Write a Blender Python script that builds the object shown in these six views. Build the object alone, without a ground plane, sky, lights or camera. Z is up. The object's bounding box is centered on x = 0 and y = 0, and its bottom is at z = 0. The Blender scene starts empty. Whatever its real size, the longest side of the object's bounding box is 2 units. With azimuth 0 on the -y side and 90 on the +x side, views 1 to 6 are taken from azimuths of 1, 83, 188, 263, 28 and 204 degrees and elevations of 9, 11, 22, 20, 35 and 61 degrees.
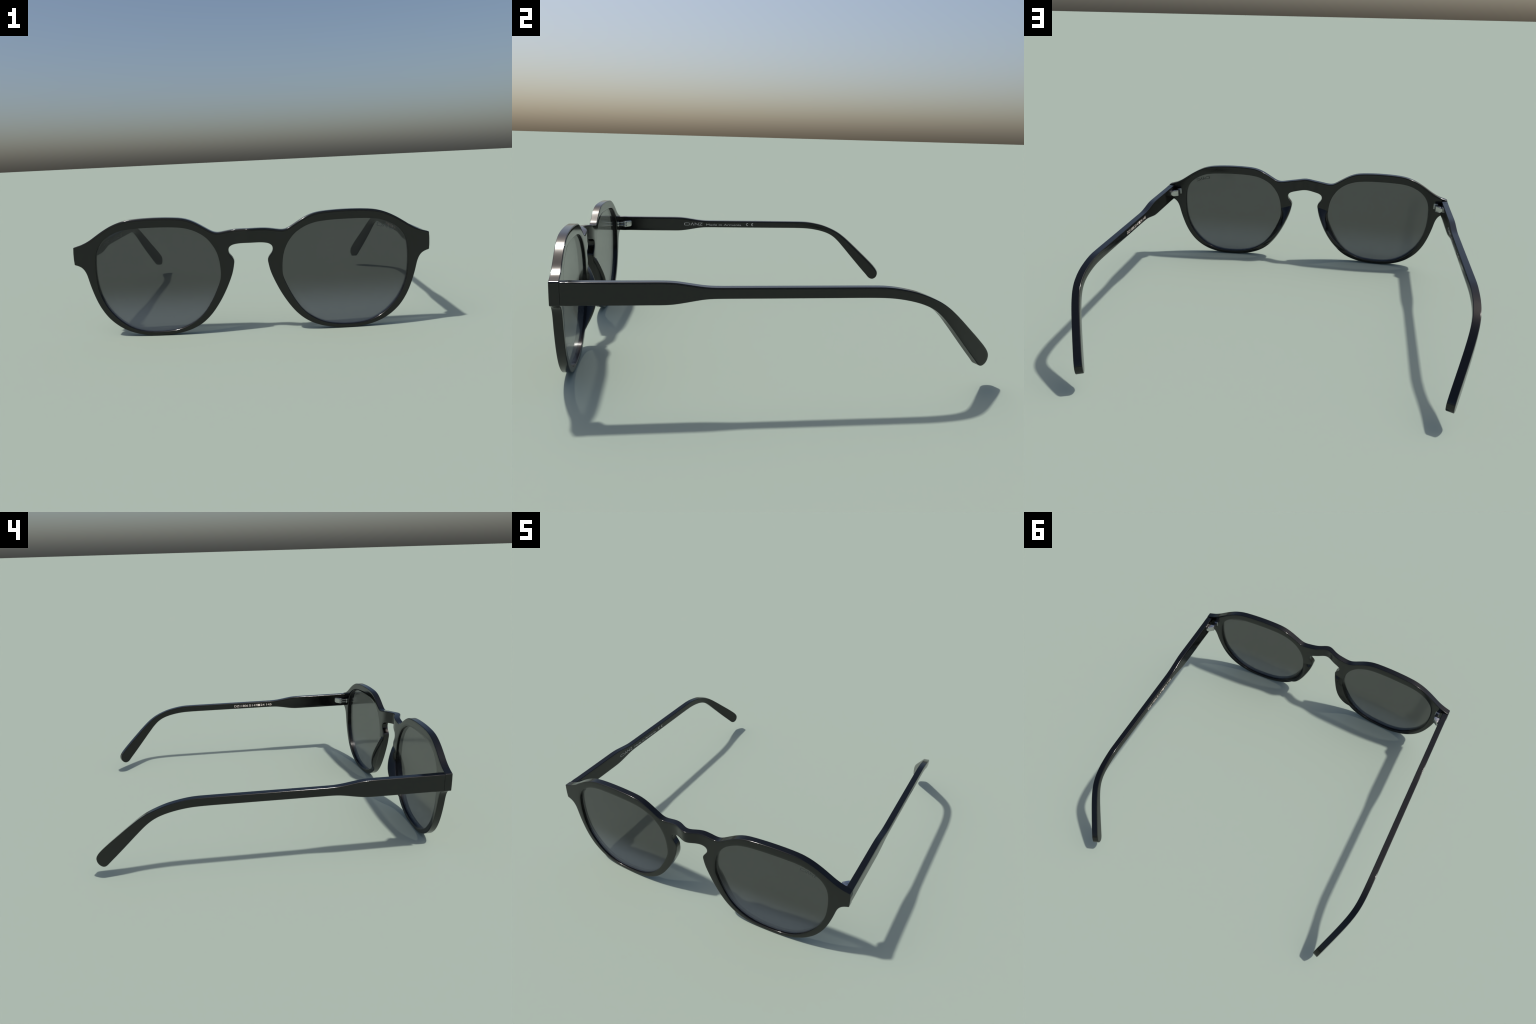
"""Black acetate keyhole-bridge sunglasses, built part by part."""
import bpy, math
import numpy as np
from mathutils import Vector
from mathutils.geometry import delaunay_2d_cdt

# ------------------------------------------------------------------ materials
def node_mat(name):
    m = bpy.data.materials.new(name)
    m.use_nodes = True
    nt = m.node_tree
    b = nt.nodes["Principled BSDF"]
    return m, nt, b

def acetate():
    """Polished black acetate with a barely visible grain in the gloss."""
    m, nt, b = node_mat("black_acetate")
    tc = nt.nodes.new("ShaderNodeTexCoord")
    no = nt.nodes.new("ShaderNodeTexNoise")
    no.inputs["Scale"].default_value = 9.0
    no.inputs["Detail"].default_value = 4.0
    nt.links.new(tc.outputs["Object"], no.inputs["Vector"])
    cr = nt.nodes.new("ShaderNodeValToRGB")
    cr.color_ramp.elements[0].color = (0.0012, 0.0012, 0.0012, 1)
    cr.color_ramp.elements[1].color = (0.0022, 0.0022, 0.0020, 1)
    nt.links.new(no.outputs["Fac"], cr.inputs["Fac"])
    nt.links.new(cr.outputs["Color"], b.inputs["Base Color"])
    mr = nt.nodes.new("ShaderNodeMapRange")
    mr.inputs["To Min"].default_value = 0.13
    mr.inputs["To Max"].default_value = 0.145
    nt.links.new(no.outputs["Fac"], mr.inputs["Value"])
    nt.links.new(mr.outputs["Result"], b.inputs["Roughness"])
    b.inputs["IOR"].default_value = 1.5
    return m

def steel():
    m, nt, b = node_mat("hinge_steel")
    tc = nt.nodes.new("ShaderNodeTexCoord")
    no = nt.nodes.new("ShaderNodeTexNoise")
    no.inputs["Scale"].default_value = 60.0
    nt.links.new(tc.outputs["Object"], no.inputs["Vector"])
    cr = nt.nodes.new("ShaderNodeValToRGB")
    cr.color_ramp.elements[0].color = (0.46, 0.46, 0.46, 1)
    cr.color_ramp.elements[1].color = (0.54, 0.54, 0.53, 1)
    nt.links.new(no.outputs["Fac"], cr.inputs["Fac"])
    nt.links.new(cr.outputs["Color"], b.inputs["Base Color"])
    b.inputs["Metallic"].default_value = 1.0
    b.inputs["Roughness"].default_value = 0.16
    return m

def print_ink():
    m, nt, b = node_mat("print_ink")
    tc = nt.nodes.new("ShaderNodeTexCoord")
    no = nt.nodes.new("ShaderNodeTexNoise")
    no.inputs["Scale"].default_value = 80.0
    nt.links.new(tc.outputs["Object"], no.inputs["Vector"])
    cr = nt.nodes.new("ShaderNodeValToRGB")
    cr.color_ramp.elements[0].color = (0.60, 0.53, 0.48, 1)
    cr.color_ramp.elements[1].color = (0.72, 0.64, 0.58, 1)
    nt.links.new(no.outputs["Fac"], cr.inputs["Fac"])
    nt.links.new(cr.outputs["Color"], b.inputs["Base Color"])
    b.inputs["Roughness"].default_value = 0.45
    return m

def etch():
    m, nt, b = node_mat("lens_etching")
    b.inputs["Base Color"].default_value = (0.075, 0.08, 0.08, 1)
    b.inputs["Roughness"].default_value = 0.5
    return m

LENS_CLEAR = 0.33       # share of light each lens face lets through
def lens_tint():
    """Smoke lens: dark at the top, a blue-grey film fading in towards the bottom."""
    m, nt, b = node_mat("smoke_lens")
    N = nt.nodes.new
    tc = N("ShaderNodeTexCoord")
    sep = N("ShaderNodeSeparateXYZ")
    nt.links.new(tc.outputs["Object"], sep.inputs["Vector"])
    mr = N("ShaderNodeMapRange")
    mr.inputs["From Min"].default_value = 0.02
    mr.inputs["From Max"].default_value = 0.62
    nt.links.new(sep.outputs["Z"], mr.inputs["Value"])
    cr = N("ShaderNodeValToRGB")
    cr.color_ramp.interpolation = 'EASE'
    e = cr.color_ramp.elements
    e[0].position = 0.10
    e[0].color = (0.098, 0.115, 0.142, 1)
    e[1].position = 0.48
    e[1].color = (0.0028, 0.0034, 0.0062, 1)
    nt.links.new(mr.outputs["Result"], cr.inputs["Fac"])
    nt.links.new(cr.outputs["Color"], b.inputs["Base Color"])
    b.inputs["Roughness"].default_value = 0.10
    b.inputs["Alpha"].default_value = 1.0 - LENS_CLEAR
    b.inputs["IOR"].default_value = 1.5
    return m

ACETATE, STEEL, INK, ETCH, LENS = acetate(), steel(), print_ink(), etch(), lens_tint()

# ------------------------------------------------------------------ 2D helpers
def smooth_path(pts, step=0.004, sigma=0.012, corners=(), closed=True, sigma2=None, where=None):
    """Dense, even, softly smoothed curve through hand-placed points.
    Points listed in corners stay sharp."""
    P = np.array(pts, float)
    n = len(P)
    segs = []
    rng = range(n if closed else n - 1)
    for i in rng:
        p0 = P[(i - 1) % n] if (closed or i > 0) else 2 * P[0] - P[1]
        p1, p2 = P[i], P[(i + 1) % n]
        p3 = P[(i + 2) % n] if (closed or i + 2 < n) else 2 * P[-1] - P[-2]
        if i in corners:
            p0 = 2 * p1 - p2
        if (i + 1) % n in corners:
            p3 = 2 * p2 - p1
        L = np.linalg.norm(p2 - p1)
        a0 = max(np.linalg.norm(p1 - p0), 1e-6) ** .5
        a1 = max(L, 1e-6) ** .5
        a2 = max(np.linalg.norm(p3 - p2), 1e-6) ** .5
        m1 = (p2 - p1) + a1 * ((p1 - p0) / a0 - (p2 - p0) / (a0 + a1)) if a0 else p2 - p1
        m2 = (p2 - p1) + a1 * ((p3 - p2) / a2 - (p3 - p1) / (a1 + a2))
        t = np.linspace(0, 1, max(2, int(L / 0.001)), endpoint=False)[:, None]
        segs.append((2*t**3-3*t**2+1)*p1 + (t**3-2*t**2+t)*m1 + (-2*t**3+3*t**2)*p2 + (t**3-t**2)*m2)
    D = np.vstack(segs + ([] if closed else [P[-1:]]))
    def resample(D, st):
        E = np.vstack([D, D[:1]]) if closed else D
        s = np.r_[0, np.cumsum(np.linalg.norm(np.diff(E, axis=0), axis=1))]
        k = max(8, int(round(s[-1] / st)))
        q = np.linspace(0, s[-1], k + 1)
        if closed:
            q = q[:-1]
        return np.stack([np.interp(q, s, E[:, 0]), np.interp(q, s, E[:, 1])], 1)
    D = resample(D, 0.001)
    def calmed(sig):
        r = int(sig * 3000)
        k = np.exp(-0.5 * (np.arange(-r, r + 1) / (sig * 1000)) ** 2)
        k /= k.sum()
        def blur(A):
            pad = np.vstack([A[-r:], A, A[:r]])
            return np.stack([np.convolve(pad[:, j], k, 'valid') for j in (0, 1)], 1)
        S = blur(D)
        S = S + blur(D - S)                  # undo the shrinking of tight bends
        return S + blur(D - S)
    S = calmed(sigma)
    if sigma2:
        m = where(D)[:, None]
        S = S * (1 - m) + calmed(sigma2) * m
    w = np.ones(len(D))
    for c in corners:                        # leave sharp corners alone
        w = np.minimum(w, np.clip((np.linalg.norm(D - P[c], axis=1) - 0.006) / 0.04, 0, 1))
    D = D * (1 - w[:, None]) + S * w[:, None]
    return resample(D, step)

def area2(P):
    x, y = P[:, 0], P[:, 1]
    return 0.5 * np.sum(x * np.roll(y, -1) - y * np.roll(x, -1))

def inward(P):
    """Unit normals of a closed counter-clockwise loop, pointing inside."""
    t = np.roll(P, -1, 0) - np.roll(P, 1, 0)
    t /= np.linalg.norm(t, axis=1)[:, None]
    return np.stack([-t[:, 1], t[:, 0]], 1)

def inside(Q, poly):
    x, y = Q[:, 0][:, None], Q[:, 1][:, None]
    a, b = poly, np.roll(poly, -1, 0)
    c = ((a[:, 1] > y) != (b[:, 1] > y)) & (
        x < (b[:, 0] - a[:, 0]) * (y - a[:, 1]) / (b[:, 1] - a[:, 1] + 1e-15) + a[:, 0])
    return c.sum(1) % 2 == 1

def dist_to(Q, poly):
    out = np.empty(len(Q))
    a, b = poly, np.roll(poly, -1, 0)
    ab = b - a
    for i in range(0, len(Q), 2000):
        q = Q[i:i + 2000]
        t = np.clip(((q[:, None] - a) * ab).sum(-1) / ((ab ** 2).sum(-1) + 1e-15), 0, 1)
        out[i:i + 2000] = np.linalg.norm(q[:, None] - a - t[..., None] * ab, axis=-1).min(1)
    return out

def unit(v):
    return v / np.maximum(np.linalg.norm(v, axis=1), 1e-12)[:, None]

def soft_width(loops, i, bevel, most):
    """How far the gentle crown next to an edge may reach in at every outline point:
    less on thin rims and in tight bends."""
    L = loops[i]
    room = np.full(len(L), 9.0)
    for j, M in enumerate(loops):
        if j != i:
            room = np.minimum(room, dist_to(L, M))
    k = 4
    a, b = np.roll(L, k, 0), np.roll(L, -k, 0)
    t0, t1 = unit(L - a), unit(b - L)
    turn = np.arctan2(t0[:, 0] * t1[:, 1] - t0[:, 1] * t1[:, 0], (t0 * t1).sum(1))
    step = np.linalg.norm(L - a, axis=1)
    R = np.where(turn > 1e-3, step / np.maximum(turn, 1e-3), 9.0)
    w = np.minimum(0.36 * room, 0.55 * R) - bevel
    w = np.clip(w, 0.0004, most)
    for _ in range(3):                       # ease in and out along the outline
        w = np.minimum.reduce([np.roll(w, d) for d in range(-6, 7)])
        w = np.mean([np.roll(w, d) for d in range(-6, 7)], 0)
    return np.maximum(w, 0.0004)

TILT = math.radians(10)                      # slope of the crown where the round-over begins
def slab(outer, holes, place, depth, bevel, grid, fine=None, bseg=6, wallseg=3, soft=0.012):
    """Solid plate from an outline with holes.  place(uv, d) puts a plan point at
    depth d below the face; depth(uv) is the plate's thickness there.  Faces crown
    gently towards every edge, then a small round-over leads into the wall.
    Returns vertices, faces and vertex normals."""
    loops = [outer if area2(outer) > 0 else outer[::-1]]
    loops += [h if area2(h) < 0 else h[::-1] for h in holes]   # holes run clockwise
    verts, faces, norms = [], [], []
    zero = lambda uv: np.zeros(len(uv))
    def face_normal(uv, dfun, sign, eps):
        e1, e2 = np.array([eps, 0]), np.array([0, eps])
        P = lambda q: place(q, dfun(q))
        n = unit(np.cross(P(uv + e1) - P(uv - e1), P(uv + e2) - P(uv - e2)))
        up = place(uv, zero(uv)) - place(uv, depth(uv))
        return n * np.sign((n * up).sum(1) * sign)[:, None]
    fr_n = lambda uv: face_normal(uv, zero, 1, 3e-4)
    bk_n = lambda uv: face_normal(uv, depth, -1, 1.2e-3)
    ang = np.linspace(TILT, math.pi / 2, bseg + 1)
    plan_pts, plan_edges, front_ids, back_ids = [], [], [], []
    for li, L in enumerate(loops):
        nrm = inward(L)
        sw = soft_width(loops, li, bevel, soft)
        r_off = lambda a: bevel * (1 - math.sin(a)) / (1 - math.sin(TILT))
        side = [(r_off(TILT) + sw, 0 * sw, 0.0), (r_off(TILT) + sw * 0.5, sw * math.tan(TILT) * 0.125, TILT / 2)]
        side += [(r_off(a) + 0 * sw, sw * math.tan(TILT) * 0.5 + bevel * (math.cos(TILT) - math.cos(a)), a) for a in ang]
        edge_d = side[-1][1]
        rings = []
        def wall_dir(uv):
            e = 4e-4
            w = place(uv - nrm * e, zero(uv) + 0.01) - place(uv + nrm * e, zero(uv) + 0.01)
            dv = unit(place(uv, zero(uv) + 0.02) - place(uv, zero(uv)))
            return unit(w - dv * (w * dv).sum(1)[:, None])
        def add(uv, d, n):
            base = len(verts)
            verts.extend(place(uv, d))
            norms.extend(n)
            rings.append(range(base, base + len(uv)))
        for off, d, a in side:
            uv = L + nrm * off[:, None]
            add(uv, d, unit(math.cos(a) * fr_n(uv) + math.sin(a) * wall_dir(L)))
        for k in range(1, wallseg):
            T = depth(L)
            add(L, edge_d + (T - 2 * edge_d) * k / wallseg, wall_dir(L))
        for off, d, a in side[::-1]:
            uv = L + nrm * off[:, None]
            add(uv, depth(uv) - d, unit(math.cos(a) * bk_n(uv) + math.sin(a) * wall_dir(L)))
        n = len(L)
        for ra, rb in zip(rings[:-1], rings[1:]):
            for i in range(n):
                j = (i + 1) % n
                faces.append((ra[i], rb[i], rb[j], ra[j]))
        k0 = len(plan_pts)
        uv = L + nrm * side[0][0][:, None]
        plan_pts.extend(uv)
        plan_edges.extend([(k0 + i, k0 + (i + 1) % n) for i in range(n)])
        front_ids.extend(rings[0])
        back_ids.extend(rings[-1])
    ring_count = len(plan_pts)
    B = np.array(plan_pts)
    lo, hi = B.min(0), B.max(0)
    def lattice(g):
        gx = np.arange(lo[0], hi[0], g)
        gz = np.arange(lo[1], hi[1], g * 0.866)
        X, Z = np.meshgrid(gx, gz)
        X = X + (np.arange(len(gz)) % 2)[:, None] * g / 2
        return np.stack([X.ravel(), Z.ravel()], 1)
    Q = lattice(grid)
    if fine:
        F = lattice(fine[1])
        Q = np.vstack([Q[~fine[0](Q)], F[fine[0](F)]])
    inner_loops, k0 = [], 0
    for L in loops:
        inner_loops.append(B[k0:k0 + len(L)])
        k0 += len(L)
    def within(q):
        ok = inside(q, inner_loops[0])
        for h in inner_loops[1:]:
            ok &= ~inside(q, h)
        return ok
    Q = Q[within(Q)]
    if len(Q):
        Q = Q[np.minimum.reduce([dist_to(Q, L) for L in inner_loops]) > 0.0025]
    allp = np.vstack([B, Q])
    res = delaunay_2d_cdt([Vector(p) for p in allp], plan_edges, [], 0, 1e-7)
    P2 = np.array([[v.x, v.y] for v in res[0]])
    src = [o[0] if len(o) else -1 for o in res[3]]
    tri = np.array([f[:3] for f in res[2]])
    tri = tri[within(P2[tri].mean(1))]
    fmap, bmap = {}, {}
    pf, pb = place(P2, zero(P2)), place(P2, depth(P2))
    nf, nb = fr_n(P2), bk_n(P2)
    for i in range(len(P2)):
        if 0 <= src[i] < ring_count:
            fmap[i], bmap[i] = front_ids[src[i]], back_ids[src[i]]
        else:
            fmap[i] = len(verts); verts.append(pf[i]); norms.append(nf[i])
            bmap[i] = len(verts); verts.append(pb[i]); norms.append(nb[i])
    for a, b, c in tri:
        faces.append((fmap[a], fmap[b], fmap[c]))
        faces.append((bmap[c], bmap[b], bmap[a]))
    # orient every face along its vertex normals
    V, Nn = np.array(verts), np.array(norms)
    out = []
    for f in faces:
        p = V[list(f)]
        g = np.cross(p[1] - p[0], p[2] - p[0]) + (np.cross(p[2] - p[0], p[3] - p[0]) if len(f) > 3 else 0)
        out.append(tuple(int(i) for i in (f if g @ Nn[list(f)].sum(0) >= 0 else f[::-1])))
    return [tuple(float(x) for x in v) for v in V], out, Nn

# ------------------------------------------------------------------ object helpers
def empty(name, parent=None):
    o = bpy.data.objects.new(name, None)
    bpy.context.collection.objects.link(o)
    o.parent = parent
    return o

def new_object(name, mesh, mat, parent):
    mesh.materials.clear()
    mesh.materials.append(mat)
    o = bpy.data.objects.new(name, mesh)
    bpy.context.collection.objects.link(o)
    o.parent = parent
    return o

def make_mesh(name, verts, faces, smooth=True, recalc=True):
    me = bpy.data.meshes.new(name)
    me.from_pydata(verts, [], faces)
    if recalc:
        import bmesh
        bm = bmesh.new(); bm.from_mesh(me)
        bmesh.ops.recalc_face_normals(bm, faces=bm.faces)
        bm.to_mesh(me); bm.free()
    me.polygons.foreach_set("use_smooth", [smooth] * len(me.polygons))
    return me

def set_normals(me, N):
    me.normals_split_custom_set_from_vertices([tuple(map(float, n)) for n in N])

def mirror_mesh(me, name):
    v = [(-p.co.x, p.co.y, p.co.z) for p in me.vertices]
    f = [tuple(reversed(p.vertices[:])) for p in me.polygons]
    m2 = bpy.data.meshes.new(name)
    m2.from_pydata(v, [], f)
    m2.polygons.foreach_set("use_smooth", [p.use_smooth for p in me.polygons])
    return m2

# ------------------------------------------------------------------ the thing
glasses = empty("sunglasses")
glasses["label"] = "glossy black acetate sunglasses with keyhole bridge and smoke lenses"
glasses["category"] = "sunglasses"

# ------------------------------------------------------------------ frame front
THICK = 0.042                      # plate thickness
WRAP = 0.0408                      # how the front curves back towards the temples
def base_y(x):
    return -0.960 + WRAP * x ** 2
def face_y(x):                     # the bridge bows forward
    return base_y(x) - 0.0365 * np.exp(-(x / 0.062) ** 2)

# right half of the front's outline, from the bridge top round to the bridge underside (x, z)
HALF = [(0.000, 0.5885), (0.030, 0.5880), (0.060, 0.5862), (0.090, 0.5838), (0.120, 0.5795), (0.150, 0.5745),
        (0.175, 0.5715), (0.192, 0.5722), (0.212, 0.5795), (0.236, 0.5930), (0.263, 0.6095), (0.297, 0.6295), (0.331, 0.6455),
        (0.365, 0.6560), (0.399, 0.6612), (0.456, 0.6652), (0.512, 0.6668), (0.568, 0.6665), (0.625, 0.6642),
        (0.681, 0.6592), (0.718, 0.6520), (0.755, 0.6400), (0.790, 0.6242), (0.830, 0.6015), (0.868, 0.5770),
        (0.903, 0.5545), (0.937, 0.5375), (0.966, 0.5265), (0.9975, 0.5180),
        (1.000, 0.4700), (0.998, 0.4225),
        (0.977, 0.4165), (0.960, 0.4075), (0.946, 0.3935), (0.934, 0.3725), (0.926, 0.3480), (0.916, 0.3075),
        (0.904, 0.2665), (0.889, 0.2235), (0.871, 0.1820), (0.849, 0.1440), (0.821, 0.1070), (0.788, 0.0760),
        (0.747, 0.0465), (0.699, 0.0235), (0.641, 0.0075), (0.582, 0.0008), (0.524, 0.0000), (0.466, 0.0030),
        (0.408, 0.0115), (0.354, 0.0280), (0.308, 0.0510), (0.268, 0.0810), (0.233, 0.1165), (0.200, 0.1600),
        (0.168, 0.2110), (0.142, 0.2610), (0.122, 0.3060), (0.107, 0.3470), (0.0985, 0.3850), (0.0955, 0.4100),
        (0.1010, 0.4250), (0.1130, 0.4410), (0.1215, 0.4550), (0.1245, 0.4700), (0.1210, 0.4860), (0.1100, 0.4970), (0.0930, 0.5045),
        (0.067, 0.5095), (0.033, 0.5130), (0.000, 0.5140)]
TIP_TOP, TIP_LOW = 28, 30
full = HALF + [(-x, z) for x, z in HALF[-2:0:-1]]
n_full = len(full)
tips = (TIP_TOP, TIP_LOW, n_full - TIP_TOP, n_full - TIP_LOW)
def calm(P):                       # broad curves are smoothed more than the keyhole
    d = np.linalg.norm(np.stack([np.abs(P[:, 0]) - 0.112, P[:, 1] - 0.455], 1), axis=1)
    return np.clip((d - 0.06) / 0.05, 0, 1)
OUTER = smooth_path(full, step=0.0035, sigma=0.007, sigma2=0.018, where=calm, corners=tips)
OUTER = OUTER - inward(OUTER if area2(OUTER) > 0 else OUTER[::-1])[::(1 if area2(OUTER) > 0 else -1)] * (
    0.0018 * np.clip((OUTER[:, 1] - 0.02) / 0.05, 0, 1) * np.clip((0.9985 - np.abs(OUTER[:, 0])) / 0.005, 0, 1))[:, None]

# lens opening on the right
HOLE = [(0.624, 0.6140), (0.567, 0.6153), (0.511, 0.6153), (0.454, 0.6138), (0.398, 0.6098), (0.352, 0.6020),
        (0.312, 0.5885), (0.272, 0.5670), (0.244, 0.5450), (0.222, 0.5200), (0.201, 0.4870), (0.186, 0.4510),
        (0.177, 0.4110), (0.173, 0.3680), (0.173, 0.3330), (0.178, 0.3050), (0.193, 0.2650), (0.213, 0.2225),
        (0.236, 0.1800), (0.267, 0.1340), (0.302, 0.0965), (0.346, 0.0645), (0.392, 0.0425), (0.438, 0.0295),
        (0.495, 0.0220), (0.554, 0.0205), (0.612, 0.0245), (0.659, 0.0350), (0.702, 0.0530), (0.747, 0.0825),
        (0.787, 0.1200), (0.818, 0.1580), (0.842, 0.1985), (0.860, 0.2415), (0.872, 0.2870), (0.878, 0.3350),
        (0.880, 0.3850), (0.878, 0.4310), (0.872, 0.4720), (0.858, 0.5090), (0.836, 0.5400), (0.804, 0.5675),
        (0.765, 0.5890), (0.724, 0.6030), (0.680, 0.6105)]
HOLE_R = smooth_path(HOLE, step=0.004, sigma=0.014)
HOLE_L = HOLE_R * [-1, 1]

def pad_height(uv):
    """Nose pads: swellings on the back of the rim beside the nose."""
    x, z = np.abs(uv[:, 0]), uv[:, 1]
    out = np.zeros(len(uv))
    near = (x < 0.33) & (z < 0.42)
    if near.any():
        x, z = x[near], z[near]
        q = np.stack([x, z], 1)
        do, di = dist_to(q, OUTER), dist_to(q, HOLE_R)
        w = do / (do + di + 1e-9)              # 0 on the nose side, 1 at the lens opening
        s = np.clip(w / 0.30, 0, 1)            # ridge near the nose, falling away to the lens
        across = np.where(w < 0.30, np.sqrt(1 - (1 - s) ** 2), 1 - 0.80 * np.clip((w - 0.30) / 0.70, 0, 1) ** 1.3)
        zz = z + 0.022 * (w - 0.5) - 0.235     # the pad starts higher on the nose side
        u = np.clip(1 - zz / 0.154, 0, 1)      # a short steep start, then a long easy rise to the crest
        rise = 0.26 * np.clip(u / 0.13, 0, 1) + 0.74 * (1 - (1 - np.clip((u - 0.13) / 0.87, 0, 1)) ** 1.7)
        along = np.where(zz > 0, rise, 1 - (zz / 0.150) ** 2)
        out[near] = 0.050 * np.clip(along, 0, None) * across * np.clip((0.33 - x) / 0.05, 0, 1)
    return out

def place_front(uv, d):
    x, z = uv[:, 0], uv[:, 1]
    return np.stack([x, face_y(x) + d, z], 1)
def depth_front(uv):
    return THICK + pad_height(uv)
def near_nose(Q):
    return (np.abs(Q[:, 0]) < 0.34) & (Q[:, 1] < 0.43)

V, F, BN = slab(OUTER, [HOLE_R, HOLE_L], place_front, depth_front, 0.0034, 0.014,
                fine=(near_nose, 0.0045), wallseg=4)
body = make_mesh("frame_body", V, F, recalc=False)
co = np.array([v.co[:] for v in body.vertices])
# split the nose pads off the back of the rim, borders coincident, normals of the whole
group = {"frame_front": [], "pad_right": [], "pad_left": []}
vh = pad_height(co[:, [0, 2]]) > 1e-4
backness = co[:, 1] - face_y(co[:, 0]) > THICK * 0.7
for p in body.polygons:
    vs = list(p.vertices)
    if all(vh[v] and backness[v] for v in vs):
        group["pad_right" if co[vs, 0].mean() > 0 else "pad_left"].append(vs)
    else:
        group["frame_front"].append(vs)
def sub_mesh(name, faces):
    used = sorted({v for f in faces for v in f})
    ix = {v: i for i, v in enumerate(used)}
    me = bpy.data.meshes.new(name)
    me.from_pydata([tuple(map(float, co[v])) for v in used], [], [[ix[v] for v in f] for f in faces])
    me.polygons.foreach_set("use_smooth", [True] * len(me.polygons))
    set_normals(me, BN[used])
    return me
front = new_object("frame_front", sub_mesh("frame_front", group["frame_front"]), ACETATE, glasses)
for k in ("pad_right", "pad_left"):
    new_object("nose_pad", sub_mesh("nose_pad", group[k]), ACETATE, front)
bpy.data.meshes.remove(body)

# ------------------------------------------------------------------ lenses
def lens_y(x, z):
    ax = np.abs(x)
    return base_y(ax) + 0.0126
nrm = inward(HOLE_R if area2(HOLE_R) > 0 else HOLE_R[::-1])
LENS_EDGE = (HOLE_R if area2(HOLE_R) > 0 else HOLE_R[::-1]) - nrm * 0.004
V, F, LN = slab(LENS_EDGE, [], lambda uv, d: np.stack([uv[:, 0], lens_y(uv[:, 0], uv[:, 1]) + d, uv[:, 1]], 1),
            lambda uv: 0.0130 + 0.0065 * (0.88 - np.abs(uv[:, 0])) / 0.7, 0.0012, 0.025, bseg=2, wallseg=2, soft=0.001)
lens_me = make_mesh("lens", V, F, recalc=False)
lens_me2 = mirror_mesh(lens_me, "lens")
set_normals(lens_me, LN)
set_normals(lens_me2, LN * [-1, 1, 1])
lens_r = new_object("lens", lens_me, LENS, glasses)
lens_l = new_object("lens", lens_me2, LENS, glasses)

# ------------------------------------------------------------------ temples
OUT_X, TEMPLE_T = 0.9970, 0.0402
def temple_x(y):                   # straight, then bending in behind the ear
    return OUT_X - 0.455 * 0.044 * np.log1p(np.exp((y - 0.702) / 0.044))
TOP = [(-0.8795, 0.5165), (-0.747, 0.5163), (-0.600, 0.5160), (-0.4744, 0.5157), (-0.4392, 0.5141), (-0.419, 0.5122),
       (-0.3885, 0.5075), (-0.348, 0.5012), (-0.317, 0.4967), (-0.2865, 0.4937), (-0.258, 0.4927), (-0.144, 0.4924),
       (0.029, 0.4924), (0.206, 0.4924), (0.3855, 0.4924), (0.4463, 0.4915), (0.4832, 0.4885), (0.539, 0.4792),
       (0.596, 0.4651), (0.6484, 0.4456), (0.6983, 0.4220), (0.7442, 0.3919), (0.8017, 0.3433), (0.865, 0.2838),
       (0.9237, 0.2275), (0.9700, 0.1800)]
END = [(0.9865, 0.1590), (0.9965, 0.1385), (0.9970, 0.1210), (0.9910, 0.1040), (0.9780, 0.0915), (0.9625, 0.0870),
       (0.9480, 0.0930)]
LOW = [(0.9197, 0.1235), (0.8694, 0.1803), (0.8129, 0.2456), (0.7523, 0.3144), (0.704, 0.3636), (0.6596, 0.3960),
       (0.606, 0.4190), (0.5424, 0.4350), (0.480, 0.4440), (0.419, 0.4470), (0.208, 0.4474), (-0.0275, 0.4470),
       (-0.2578, 0.4466), (-0.2862, 0.4457), (-0.312, 0.4435), (-0.3476, 0.4379), (-0.409, 0.4275), (-0.4497, 0.4226),
       (-0.5509, 0.4214), (-0.7007, 0.4214), (-0.8795, 0.4220)]
prof = TOP + END + LOW
TEMPLE_OUT = smooth_path(prof, step=0.005, sigma=0.008, sigma2=0.024,
                         where=lambda P: np.clip((0.90 - P[:, 0]) / 0.05, 0, 1), corners=(0, len(prof) - 1))
TEMPLE_OUT = TEMPLE_OUT if area2(TEMPLE_OUT) > 0 else TEMPLE_OUT[::-1]
TEMPLE_OUT = TEMPLE_OUT - inward(TEMPLE_OUT) * 0.0007
LOW_Y = np.array([p[0] for p in LOW[::-1]] + [1.05])
LOW_Z = np.array([p[1] for p in LOW[::-1]] + [LOW[0][1] - (1.05 - LOW[0][0]) * 1.12])
def bend_x(y, z):                  # the upper edge turns in a little later than the lower one
    return temple_x(y - 0.12 * np.clip(z - np.interp(y, LOW_Y, LOW_Z), 0, None))
def place_temple(uv, d):
    y, z = uv[:, 0], uv[:, 1]
    e = 0.004
    sy = (bend_x(y + e, z) - bend_x(y - e, z)) / (2 * e)
    sz = (bend_x(y, z + e) - bend_x(y, z - e)) / (2 * e)
    L = np.sqrt(1 + sy * sy + sz * sz)
    # the front end follows the back of the endpiece
    lean = np.clip((-0.80 - y) / 0.08, 0, 1) * d * -0.080
    return np.stack([bend_x(y, z) - d / L, y + d * sy / L + lean, z + d * sz / L], 1)
V, F, TN = slab(TEMPLE_OUT, [], place_temple, lambda uv: np.full(len(uv), TEMPLE_T), 0.0034, 0.012, wallseg=3)
t_me = make_mesh("temple", V, F, recalc=False)
t_me2 = mirror_mesh(t_me, "temple")
set_normals(t_me, TN)
set_normals(t_me2, TN * [-1, 1, 1])
temple_r = new_object("temple", t_me, ACETATE, glasses)
temple_l = new_object("temple", t_me2, ACETATE, glasses)
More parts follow.
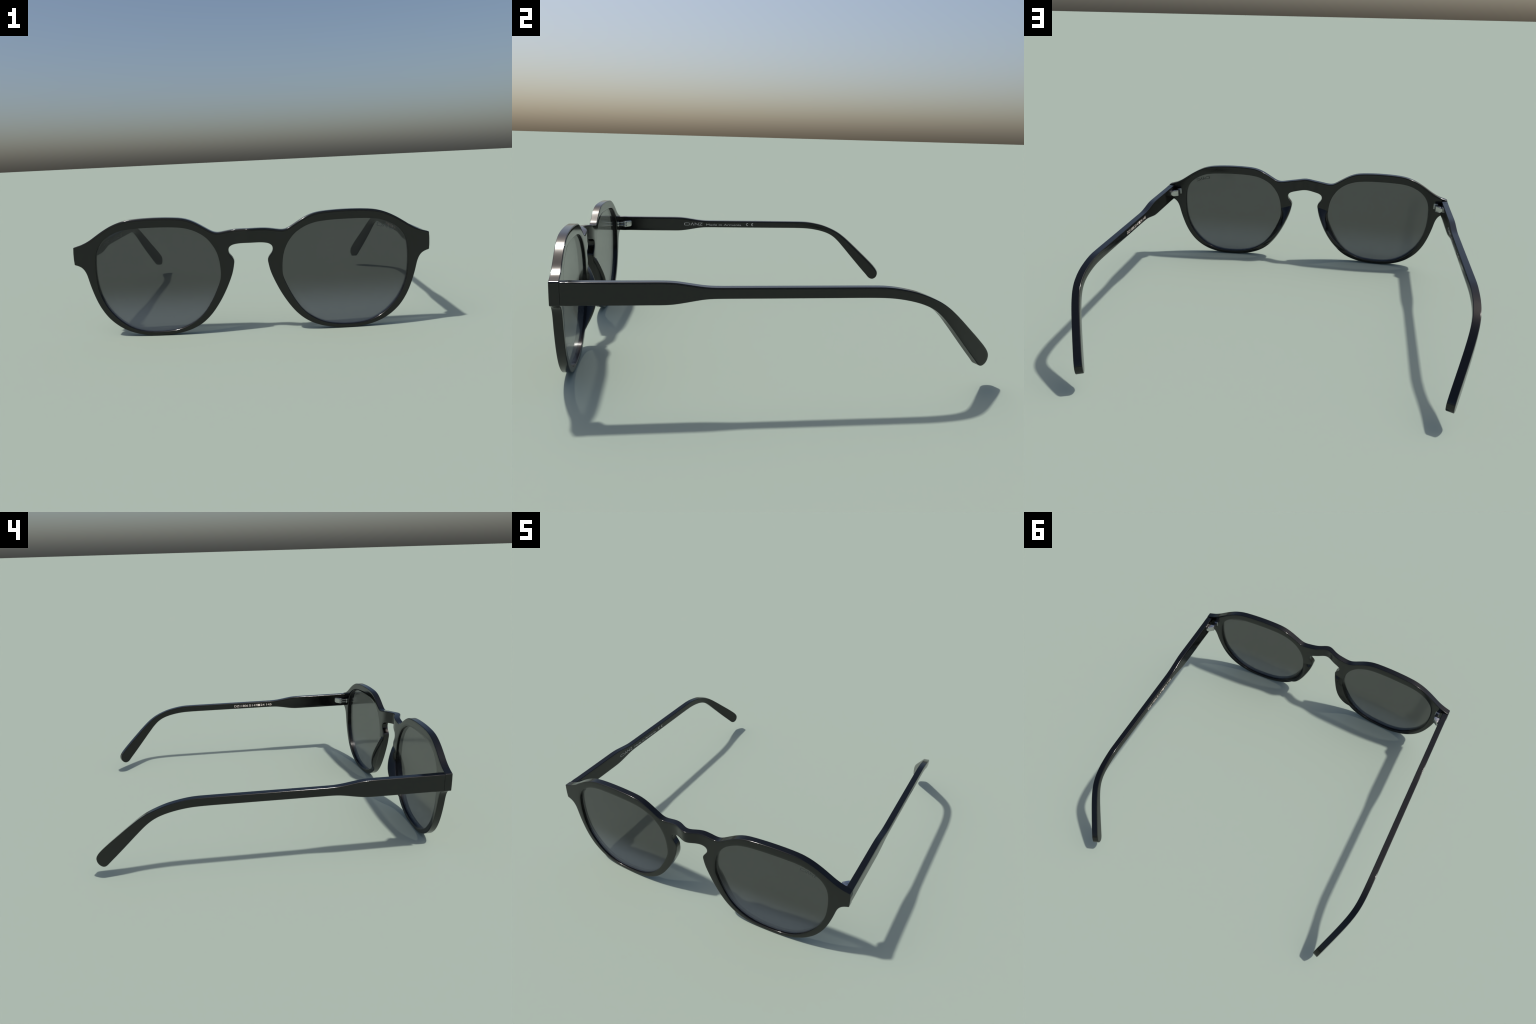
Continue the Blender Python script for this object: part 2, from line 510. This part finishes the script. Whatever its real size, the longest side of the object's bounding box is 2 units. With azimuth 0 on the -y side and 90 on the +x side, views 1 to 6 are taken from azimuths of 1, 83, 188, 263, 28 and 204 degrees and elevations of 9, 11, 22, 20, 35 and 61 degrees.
IN_X = OUT_X - TEMPLE_T

# ------------------------------------------------------------------ hinges
def prism(poly, zlo, zhi, bevel=0.0005):
    """Extruded plan polygon (x, y) with per-point bottom and top heights."""
    import bmesh
    poly = np.array(poly, float)
    n = len(poly)
    zl = np.broadcast_to(np.array(zlo, float), (n,))
    zh = np.broadcast_to(np.array(zhi, float), (n,))
    v = [(poly[i, 0], poly[i, 1], zl[i]) for i in range(n)] + [(poly[i, 0], poly[i, 1], zh[i]) for i in range(n)]
    f = [tuple(range(n))[::-1], tuple(range(n, 2 * n))] + [(i, (i + 1) % n, n + (i + 1) % n, n + i) for i in range(n)]
    bm = bmesh.new()
    bv = [bm.verts.new(p) for p in v]
    for q in f:
        bm.faces.new([bv[i] for i in q])
    bmesh.ops.recalc_face_normals(bm, faces=bm.faces)
    if bevel:
        ed = [e for e in bm.edges if len(e.link_faces) == 2 and e.calc_face_angle(0) > 0.6]
        bmesh.ops.bevel(bm, geom=ed, offset=bevel, segments=2, affect='EDGES', profile=0.5, clamp_overlap=True)
    bmesh.ops.triangulate(bm, faces=[q for q in bm.faces if len(q.verts) > 4])
    return bm

def join_bms(name, bms, sharp=0.6):
    import bmesh
    me = bpy.data.meshes.new(name)
    out = bmesh.new()
    for b in bms:
        tmp = bpy.data.meshes.new("tmp")
        b.to_mesh(tmp)
        out.from_mesh(tmp)
        bpy.data.meshes.remove(tmp)
        b.free()
    for q in out.faces:
        q.smooth = True
    out.to_mesh(me)
    out.free()
    me.set_sharp_from_angle(angle=sharp)
    return me

PIN = (0.9270, -0.8395)            # pin axis (x, y)
PIN_R = 0.0118
ZLO, ZHI = 0.4500, 0.4910
FINGERS = [(0.4737, 0.4840), (0.4560, 0.4668)]     # frame-side leaves
KNUCKLES = [(0.4846, ZHI), (0.4674, 0.4731), (ZLO, 0.4554)]
def arc(c, r, a0, a1, n):
    a = np.radians(np.linspace(a0, a1, n))
    return [(c[0] + r * math.cos(t), c[1] + r * math.sin(t)) for t in a]

def temple_leaf():
    # block that grows out of the temple; slanted inner face, rounded rear end
    line = [(0.9165 + (0.9520 - 0.9165) * t, -0.8265 + (-0.7925 + 0.8265) * t) for t in np.linspace(0, 1, 12)]
    plan = [(IN_X + 0.004, -0.8265)] + line + [(IN_X + 0.004, -0.7895)]
    zl, zh = [], []
    for x, y in plan:
        k = np.clip((y + 0.806) / 0.0150, 0, 1)
        s = 1 - math.sqrt(max(0.0, 1 - k * k))
        zl.append(ZLO + 0.0015 + 0.016 * s)
        zh.append(ZHI + 0.0010 - 0.010 * s)
    bms = [prism(plan, zl, zh)]
    for z0, z1 in KNUCKLES:
        p = [(IN_X + 0.004, -0.8275), (IN_X + 0.004, -0.8410), (0.9440, -0.8440)] + \
            arc(PIN, PIN_R, -35, -185, 12) + [(0.9165, -0.8275)]
        bms.append(prism(p, z0, z1, 0.0006))
    return bms

def frame_leaf():
    bms = []
    back = lambda x: base_y(x) + THICK
    for z0, z1 in FINGERS:
        p = [(0.9165, -0.8560)] + arc(PIN, PIN_R - 0.0006, 188, -8, 14) + [(0.9375, -0.8560), (0.9370, back(0.937) - 0.004), (0.9120, back(0.912) - 0.004)]
        bms.append(prism(p, z0, z1, 0.0006))
        # flared root of the finger
        q = [(0.9115, back(0.9115) + 0.0035), (0.9390, back(0.939) + 0.0035), (0.9410, back(0.941) - 0.004), (0.9095, back(0.9095) - 0.004)]
        bms.append(prism(q, z0 - 0.0016, z1 + 0.0016, 0.0006))
    pl = [(0.9095, back(0.9095) + 0.0006), (0.9400, back(0.940) + 0.0006), (0.9410, back(0.941) - 0.004), (0.9085, back(0.9085) - 0.004)]
    bms.append(prism(pl, ZLO + 0.003, ZHI, 0.0004))
    return bms

me = join_bms("hinge", temple_leaf())
new_object("hinge", me, STEEL, temple_r)
me2 = mirror_mesh(me, "hinge")
me2.set_sharp_from_angle(angle=0.6)
new_object("hinge", me2, STEEL, temple_l)
me = join_bms("hinge_finger", frame_leaf())
new_object("hinge_finger", me, STEEL, front)
me2 = mirror_mesh(me, "hinge_finger")
me2.set_sharp_from_angle(angle=0.6)
new_object("hinge_finger", me2, STEEL, front)

# ------------------------------------------------------------------ lettering
def text_mesh(body, y0, y1, z0, z1, depth=0.0007):
    """Built-in font, stretched into the given box; returns plan verts and faces."""
    cu = bpy.data.curves.new("lettering", 'FONT')
    cu.body = body
    cu.size = 1.0
    cu.resolution_u = 6
    cu.extrude = 0.02
    ob = bpy.data.objects.new("lettering_helper", cu)
    bpy.context.collection.objects.link(ob)
    dg = bpy.context.evaluated_depsgraph_get()
    me = bpy.data.meshes.new_from_object(ob.evaluated_get(dg))
    v = np.array([p.co[:] for p in me.vertices])
    f = [tuple(p.vertices) for p in me.polygons]
    bpy.data.objects.remove(ob)
    bpy.data.curves.remove(cu)
    bpy.data.meshes.remove(me)
    lo, hi = v.min(0), v.max(0)
    v[:, 0] = y0 + (v[:, 0] - lo[0]) / (hi[0] - lo[0]) * (y1 - y0)
    v[:, 1] = z0 + (v[:, 1] - lo[1]) / (hi[1] - lo[1]) * (z1 - z0)
    v[:, 2] = (v[:, 2] - lo[2]) / (hi[2] - lo[2]) * depth
    return v, f

def stroke(path, width, depth=0.0007, closed=False):
    P = np.array(path, float)
    out = []
    n = len(P)
    for i in range(n):
        a = P[i] - P[i - 1] if (i or closed) else P[1] - P[0]
        b = P[(i + 1) % n] - P[i] if (i < n - 1 or closed) else P[-1] - P[-2]
        a = a / np.linalg.norm(a); b = b / np.linalg.norm(b)
        m = np.array([-(a + b)[1], (a + b)[0]])
        m = m / np.linalg.norm(m)
        m = m / max(0.45, np.dot(m, [-a[1], a[0]]))
        out.append((P[i] + m * width / 2, P[i] - m * width / 2))
    v, f = [], []
    for l, r in out:
        v += [(l[0], l[1], depth), (r[0], r[1], depth), (l[0], l[1], 0), (r[0], r[1], 0)]
    for i in range(n if closed else n - 1):
        a, b = 4 * i, 4 * ((i + 1) % n)
        f += [(a, a + 1, b + 1, b), (a, b, b + 2, a + 2), (a + 1, a + 3, b + 3, b + 1), (a + 2, b + 2, b + 3, a + 3)]
    if not closed:
        e = 4 * (n - 1)
        f += [(0, 2, 3, 1), (e, e + 1, e + 3, e + 2)]
    return np.array(v), f

def box(x0, x1, y0, y1, depth=0.0007):
    return stroke([((x0 + x1) / 2, y0), ((x0 + x1) / 2, y1)], x1 - x0, depth)

def merge(parts):
    V, F, k = [], [], 0
    for v, f in parts:
        V.append(v)
        F += [tuple(i + k for i in q) for q in f]
        k += len(v)
    return np.vstack(V), F

def wordmark(x0, x1, y0, y1, w):
    """Four wide letters: a boxy D, a barless A, N and Z."""
    s = lambda t: x0 + (t - 130) / 535 * (x1 - x0)
    h = y1 - y0
    r = 0.3 * h
    d_r = s(302)
    ring = [(s(130), y0 + w / 2), (d_r - 2 * r, y0 + w / 2)] + \
           [(d_r - 2 * r + (2 * r - w / 2) * math.sin(a), (y0 + y1) / 2 - (h / 2 - w / 2) * math.cos(a)) for a in np.linspace(0.3, math.pi - 0.3, 9)] + \
           [(d_r - 2 * r, y1 - w / 2), (s(130), y1 - w / 2)]
    parts = [stroke(ring, w), box(s(130), s(130) + 2.0 * w, y0, y1)]
    parts.append(stroke([(s(325), y0), (s(368), y1 - w * 0.4), (s(411), y0)], w * 1.5))
    parts.append(stroke([(s(446), y0), (s(446), y1 - w * 0.3), (s(545), y0 + w * 0.3), (s(545), y1)], w * 1.35))
    parts.append(stroke([(s(578), y1 - w / 2), (s(660), y1 - w / 2), (s(580), y0 + w / 2), (s(665), y0 + w / 2)], w * 1.2))
    return merge(parts)

def ce_mark(x0, x1, y0, y1, w):
    h = y1 - y0
    r = h / 2 - w / 2
    parts = []
    for cx in (x0 + r * 1.25 + w / 2, x1 - w / 2 - 0.0012):
        a = np.radians(np.linspace(80, 280, 17))
        parts.append(stroke([(cx + 1.2 * r * math.cos(t), y0 + h / 2 + r * math.sin(t)) for t in a], w))
    cx = x1 - w / 2 - 0.0012
    parts.append(stroke([(cx - 1.1 * r, y0 + h / 2), (cx - 0.1 * r, y0 + h / 2)], w * 0.9))
    return merge(parts)

def on_temple(parts, side, name, parent):
    """side -1: inner face of the left arm, read along +y; side +1: right arm, read along -y."""
    v, f = merge(parts)
    if side < 0:
        w = [(-IN_X - 0.0003 + p[2], p[0], p[1]) for p in v]
    else:
        w = [(IN_X + 0.0003 - p[2], -p[0], p[1]) for p in v]
    me = make_mesh(name, [tuple(map(float, q)) for q in w], f, smooth=False)
    return new_object(name, me, INK, parent)

on_temple([wordmark(-0.4248, -0.2950, 0.4600, 0.4792, 0.0024)], -1, "brand_lettering", temple_l)
on_temple([text_mesh("Made in Armenia", -0.2675, -0.0145, 0.4590, 0.4722)], -1, "origin_lettering", temple_l)
on_temple([ce_mark(0.0200, 0.0730, 0.4590, 0.4800, 0.0040)], -1, "conformity_mark", temple_l)
zt = (0.4600, 0.4766)
on_temple([text_mesh("DZ11806", -0.0501, 0.0636, *zt), text_mesh("S1", 0.0715, 0.1000, *zt), text_mesh("47", 0.1090, 0.1395, *zt),
           box(0.1415, 0.1628, 0.4596, 0.4764), text_mesh("24", 0.1675, 0.1995, *zt), text_mesh("145", 0.2155, 0.2585, *zt)],
          1, "size_lettering", temple_r)

# small etched mark in the upper outer corner of one lens
v, f = wordmark(-0.050, 0.050, -0.0095, 0.0095, 0.0026)
ca, sa = math.cos(math.radians(-15)), math.sin(math.radians(-15))
cx, cz = 0.7540, 0.5640
w = []
for a, b, d in v:
    x, z = cx + a * ca - b * sa, cz + a * sa + b * ca
    w.append((float(x), float(lens_y(x, z) - 0.0003 - d * 0.5), float(z)))
me = make_mesh("lens_marking", w, f, smooth=False)
new_object("lens_marking", me, ETCH, lens_r)

# trim the overall length from bridge to temple tips to two metres
LENGTH = 1.0031
for me in {o.data for o in bpy.data.objects if o.type == 'MESH'}:
    for p in me.vertices:
        p.co.y *= LENGTH
    me.update()
bpy.context.view_layer.update()
